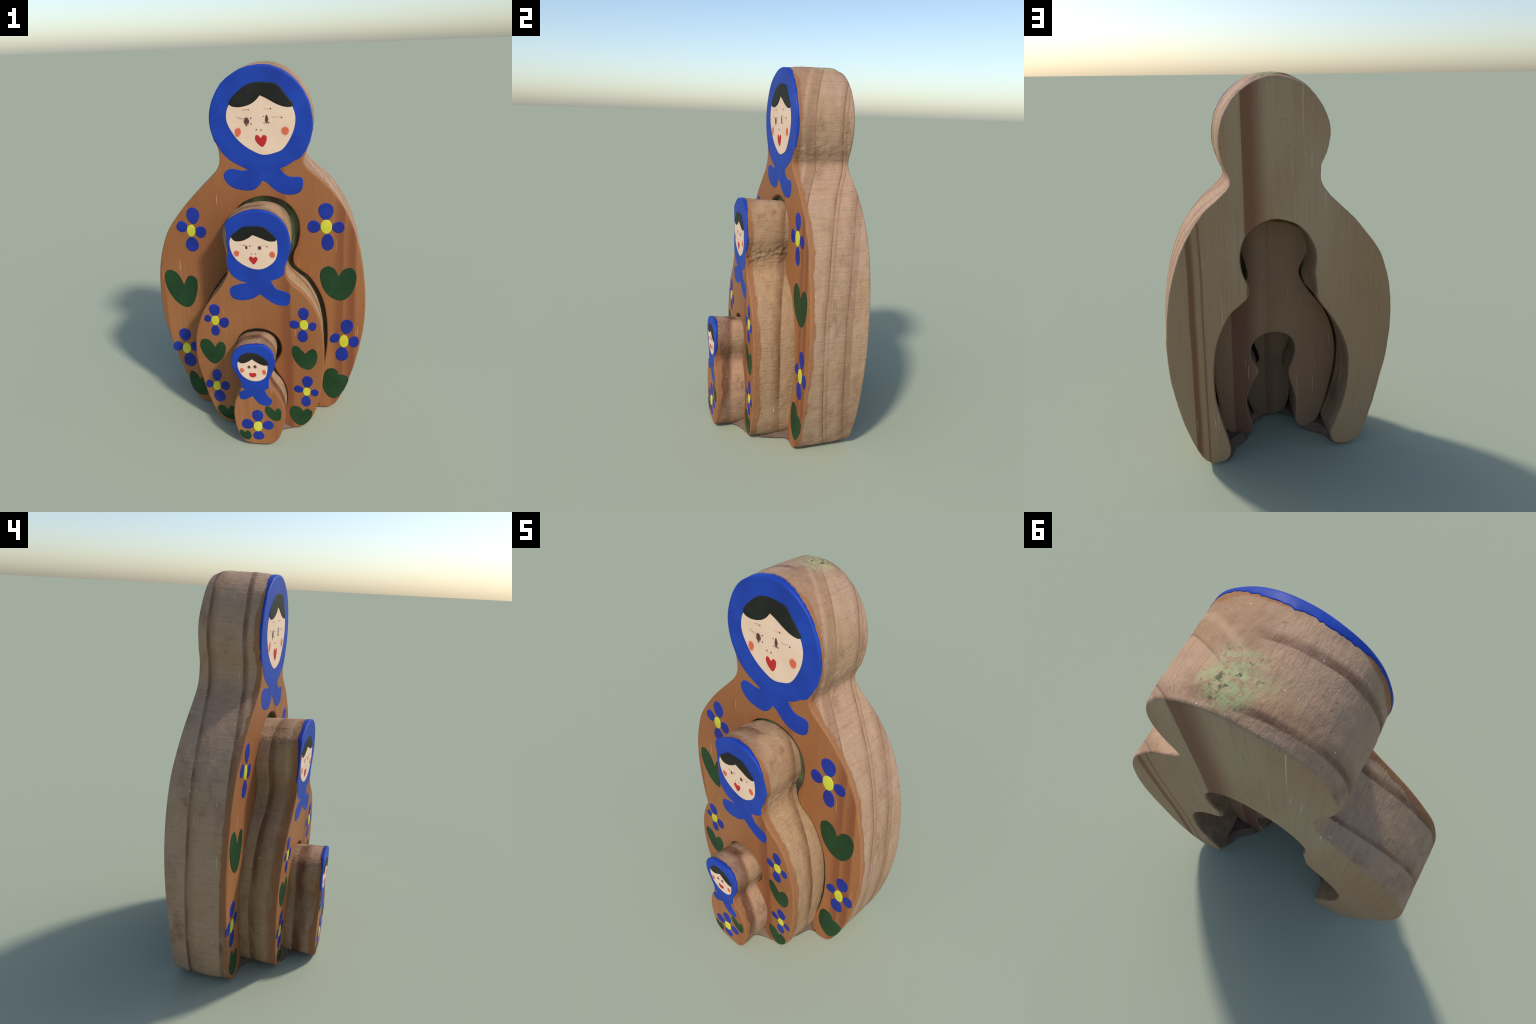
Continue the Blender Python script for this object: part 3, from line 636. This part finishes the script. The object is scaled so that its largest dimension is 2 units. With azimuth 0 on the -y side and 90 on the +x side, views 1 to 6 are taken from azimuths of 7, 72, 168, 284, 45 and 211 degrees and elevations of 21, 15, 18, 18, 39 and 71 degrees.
def headscarf_mesh(doll, head_loop, mat):
    """the scarf: painted ring over the whole front of the head, running over the arris, plus its two knotted tails"""
    low = [Vector(p) for p in doll["paint"]["scarf_lower"]]
    a, b = low[0].copy(), low[-1].copy()
    loop = head_loop
    nr = []
    for i in range(len(loop)):
        t = loop[min(len(loop)-1, i+2)] - loop[max(0, i-2)]
        nr.append(Vector((t[1], -t[0])).normalized())
    c = sum(loop, Vector((0, 0)))/len(loop)
    if sum((loop[i] - c).dot(nr[i]) for i in range(len(loop))) < 0: nr = [-v for v in nr]
    ia = min(range(len(loop)), key=lambda i: (loop[i] - a).length)
    ib = min(range(len(loop)), key=lambda i: (loop[i] - b).length)
    if ia > ib: loop, nr, ia, ib = loop[::-1], nr[::-1], len(loop)-1-ia, len(loop)-1-ib
    arc, an = loop[ia:ib+1], nr[ia:ib+1]
    low[0], low[-1] = arc[0] - an[0]*0.0055, arc[-1] - an[-1]*0.0055
    b = low[-1]
    # flat field: arc pulled in to the start of the rounded arris + lower edge with the tails
    n = len(arc); lift = 0.0010
    lower = closed_spline([tuple(p) for p in low], 0.007, sharp=doll["knot_corners"] | {0, len(low) - 1})
    stop = min(range(len(lower)), key=lambda i: (lower[i] - b).length)
    lower = lower[:stop + 1]
    verts, faces = [], []
    def add(p, d):
        verts.append(tuple(on_plane(doll, p[0], p[1], d))); return len(verts) - 1
    def wall(i, d):
        th = doll["thick"][0]; 
        x, z = shaped(doll, arc[i][0], arc[i][1], d, an[i][0], an[i][1], False, d/th)
        return Vector((x, z))
    rf = 0.006; off0 = 0.0016
    cols = []
    for i in range(n):
        ends = min(1.0, min(i, n-1-i)/16); off = off0*(-1.0 + 2.0*ends)
        over = (0.010 + 0.016*max(0.0, an[i][1])**2 + 0.006*noise.noise(Vector((arc[i][0]*9, arc[i][1]*9, 1.7)))*ends
                + (0.002 + 0.006*max(0.0, an[i][1])**4)*noise.noise(Vector((arc[i][0]*85, arc[i][1]*85, 4.2))))
        over = max(0.0075, 0.0075 + (over - 0.0075)*ends)
        col = [add(wall(i, 0.0) - an[i]*0.0075, -lift)]
        for k in range(1, 5):
            t = math.pi/2*k/4
            base = wall(i, rf*(1 - math.cos(t)))
            col.append(add(base - an[i]*(rf*(1 - math.sin(t)) - off*math.sin(t)), rf*(1 - math.cos(t)) - lift*math.cos(t)))
        col.append(add(wall(i, over*0.8) + an[i]*off, over*0.9))
        col.append(add(wall(i, over) + an[i]*off*0.4, over))
        col.append(add(wall(i, over) - an[i]*0.003, over + 0.001))
        cols.append(col)
    for i in range(n - 1):
        for k in range(len(cols[0]) - 1):
            faces.append((cols[i][k], cols[i][k+1], cols[i+1][k+1], cols[i+1][k]))
    # lower edge of the field with rounded rim
    ln = []
    for i in range(len(lower)):
        t = lower[min(len(lower)-1, i+1)] - lower[max(0, i-1)]
        ln.append(Vector((t[1], -t[0])).normalized())
    cen = Vector((c[0], max(p[1] for p in low)))
    # orient: at the lowest tail point the outward normal looks down
    k0 = min(range(len(lower)), key=lambda i: lower[i][1])
    if ln[k0][1] > 0: ln = [-v for v in ln]
    lcols = []
    for i in range(len(lower)):
        p, v = lower[i], ln[i]
        lcols.append([add(p - v*0.003, -lift), add(p - v*0.001, -lift*0.75), add(p, -lift*0.2), add(p, 0.002)])
    for i in range(len(lower) - 1):
        for k in range(3):
            faces.append((lcols[i][k], lcols[i][k+1], lcols[i+1][k+1], lcols[i+1][k]))
    field = [cols[i][0] for i in range(n)]                   # from a over the crown to b
    back_way = [lc[0] for lc in lcols][::-1]                 # from b back to a along the tails
    faces.append(tuple(field + back_way))
    me = bpy.data.meshes.new("headscarf"); me.from_pydata(verts, [], faces)
    bm = bmesh.new(); bm.from_mesh(me)
    # front must look to -y
    big = max(bm.faces, key=lambda f: len(f.verts)); bm.normal_update()
    bmesh.ops.recalc_face_normals(bm, faces=bm.faces); bm.normal_update()
    bm.faces.ensure_lookup_table()
    big = max(bm.faces, key=lambda f: len(f.verts))
    if big.normal.y > 0: bmesh.ops.reverse_faces(bm, faces=bm.faces)
    for f in bm.faces: f.smooth = len(f.verts) == 4
    bm.to_mesh(me); bm.free()
    me.materials.append(mat); me.update()
    return me

# =====================================================================
# 6.  ASSEMBLY
# =====================================================================
LARGE, MIDDLE, SMALL = DOLLS
LARGE["knot_corners"], MIDDLE["knot_corners"], SMALL["knot_corners"] = {4, 14, 24}, {3, 11, 18}, {2, 9, 14}
PAINTS = make_paints()

def build_doll(doll):
    P = doll["paint"]
    root = bpy.data.objects.new("wooden_doll", None)
    root.location = doll["base"]; root.empty_display_size = 0.1
    root["label"], root["category"] = doll["label"], "wooden doll"
    link(root, None); bpy.context.view_layer.update()
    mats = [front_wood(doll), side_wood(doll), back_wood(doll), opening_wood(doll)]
    (head, torso), head_loop = build_body(doll, mats)
    link(head, root); link(torso, root)
    link(bpy.data.objects.new("headscarf", headscarf_mesh(doll, head_loop, PAINTS["scarf"])), root)
    def pad(name, loop, mat, lift, parent, thick=0.0013, soft=0.003):
        return link(bpy.data.objects.new(name, pad_mesh(doll, name, loop, PAINTS[mat], lift, thick, soft)), parent)
    k = {"large": 1.0, "middle": 0.8, "small": 0.6}[doll["size"]]
    face = pad("face", closed_spline(P["face"], 0.008*k), "skin", 0.0010, root, 0.0009)
    pad("hair", closed_spline(P["hair"], 0.006*k, sharp={0}), "hair", 0.0018, face, 0.0022, 0.010*k)
    pad("mouth", closed_spline(P["mouth"], 0.004*k, sharp={0} if len(P["mouth"]) > 8 else set()), "mouth", 0.0018, face, 0.0012, 0.002*k)
    for q, key in enumerate(("cheek", "eye")):
        for s, e in enumerate(P[key]):
            if key == "eye": e = (e[0], e[1], e[2]*1.25, e[3]*1.35, e[4])     # smudged beyond the pupil
            pad(key, oval(*e, seed=s + q), key, 0.0018, face, 0.0006, 0.002*k)
    for key in ("nostril", "fleck"):
        for s, e in enumerate(P[key]):
            pad("nostril" if key == "nostril" else "eyelash_speck", oval(*e, count=12, seed=s), "fleck", 0.0018, face, 0.0008, 0.0008)
    for s in P["strokes"]:
        pad("eyelash", ribbon(s, 0.0035*k), "stroke", 0.0018, face, 0.0006, 0.0006)
    for s, (centre, petals) in enumerate(P["flowers"]):
        f = pad("flower_center", oval(*centre, seed=s), "centre", 0.0012, root, 0.0018, 0.005*k)
        for t, e in enumerate(petals):
            pad("petal", oval(*e, egg=0.12, seed=s*4 + t), "petal", 0.0, f, 0.0016, 0.005*k)
    for h in P["hearts"]:
        pad("heart_leaf", closed_spline(h, 0.007*k, sharp={0}), "leaf", 0.0, root, 0.0012, 0.003)
    return root

def fillet_mesh(points, top, inset):
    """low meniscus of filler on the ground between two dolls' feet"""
    loop = closed_spline(points, 0.008)
    if signed_area(loop) < 0: loop = loop[::-1]
    n, nr = len(loop), loop_normals(loop)
    verts, faces = [], []
    steps = 6
    for k in range(steps + 1):
        t = k/steps
        for i in range(n):
            q = loop[i] - nr[i]*inset*t
            verts.append((q[0], q[1], 0.001 + top*(math.sin(t*math.pi/2)**1.3) + 0.0015*noise.noise(Vector((q[0]*60, q[1]*60, k)))*t))
    for k in range(steps):
        for i in range(n):
            j = (i + 1) % n
            faces.append((k*n+i, k*n+j, (k+1)*n+j, (k+1)*n+i))
    faces.append(tuple(range(steps*n, steps*n + n))); faces.append(tuple(range(n-1, -1, -1)))
    me = bpy.data.meshes.new("foot_filler"); me.from_pydata(verts, [], faces)
    me.polygons.foreach_set("use_smooth", [len(f) == 4 for f in faces]); me.update()
    return me

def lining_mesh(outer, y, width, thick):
    """dark strip that closes the saw gap around a doll standing in an opening"""
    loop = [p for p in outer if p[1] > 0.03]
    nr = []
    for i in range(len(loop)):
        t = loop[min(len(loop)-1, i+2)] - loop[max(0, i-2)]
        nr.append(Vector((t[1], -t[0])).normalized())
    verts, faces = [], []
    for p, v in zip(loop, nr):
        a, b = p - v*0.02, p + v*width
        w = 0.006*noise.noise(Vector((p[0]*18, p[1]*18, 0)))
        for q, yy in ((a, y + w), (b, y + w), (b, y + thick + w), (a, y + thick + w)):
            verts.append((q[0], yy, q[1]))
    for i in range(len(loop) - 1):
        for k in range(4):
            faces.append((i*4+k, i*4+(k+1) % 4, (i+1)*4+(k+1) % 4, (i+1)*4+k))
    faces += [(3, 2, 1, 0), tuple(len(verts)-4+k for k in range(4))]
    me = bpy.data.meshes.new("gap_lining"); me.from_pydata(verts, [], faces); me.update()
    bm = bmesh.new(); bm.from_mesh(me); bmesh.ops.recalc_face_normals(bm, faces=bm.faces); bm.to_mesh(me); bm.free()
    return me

def filler_material():
    g = Graph("dusty_filler")
    col = g.ramp(g.noise(14, detail=4.0), [(0.3, (0.10, 0.066, 0.048)), (0.7, (0.19, 0.125, 0.085))])
    g.relief(g.noise(90, detail=3.0), 0.4, 0.006)
    return g.done(col, 0.85, 0.0, 0.2)

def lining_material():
    g = Graph("dark_green_gap")
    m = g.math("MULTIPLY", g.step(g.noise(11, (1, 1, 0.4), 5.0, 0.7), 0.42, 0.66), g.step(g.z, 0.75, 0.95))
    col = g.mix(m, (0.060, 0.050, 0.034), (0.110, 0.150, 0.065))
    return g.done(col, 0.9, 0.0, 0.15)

def opening_arc(doll):
    op = doll["profile"]["opening"]
    pts = [Vector(p) for p in op]
    out = []
    for i in range(len(pts) - 1):
        for k in range(6): out.append(pts[i].lerp(pts[i+1], k/6))
    return out + [pts[-1]]

roots = [build_doll(doll) for doll in DOLLS]
FILLER, DARK_GAP = filler_material(), lining_material()
# free edges are concave; the other edges run inside the wood
for root, top, pts in (
        (roots[0], 0.045, [(0.240,-0.122),(0.275,-0.048),(0.302,0.022),(0.390,0.044),(0.40,0.16),(0.325,0.318),(0.290,0.290),(0.258,0.225),(0.175,0.140),(0.18,-0.02)]),
        (roots[0], 0.045, [(-0.170,-0.090),(-0.195,-0.015),(-0.258,0.030),(-0.340,0.056),(-0.37,0.16),(-0.305,0.318),(-0.280,0.285),(-0.242,0.215),(-0.150,0.135),(-0.16,-0.02)]),
        (roots[1], 0.045, [(0.060,-0.260),(0.105,-0.212),(0.148,-0.190),(0.200,-0.165),(0.20,0.0),(0.185,0.130),(0.158,0.115),(0.120,0.020),(0.050,-0.045),(0.03,-0.20)]),
        (roots[1], 0.045, [(-0.020,-0.250),(-0.070,-0.205),(-0.110,-0.182),(-0.160,-0.150),(-0.17,0.0),(-0.160,0.130),(-0.138,0.105),(-0.122,0.015),(-0.050,-0.050),(-0.02,-0.20)])):
    me = fillet_mesh(pts, top, 0.030); me.materials.append(FILLER)
    link(bpy.data.objects.new("foot_filler", me), root)
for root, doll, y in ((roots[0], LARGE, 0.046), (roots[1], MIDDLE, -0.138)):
    me = lining_mesh(opening_arc(doll), y, 0.085 if doll is LARGE else 0.055, 0.012); me.materials.append(DARK_GAP)
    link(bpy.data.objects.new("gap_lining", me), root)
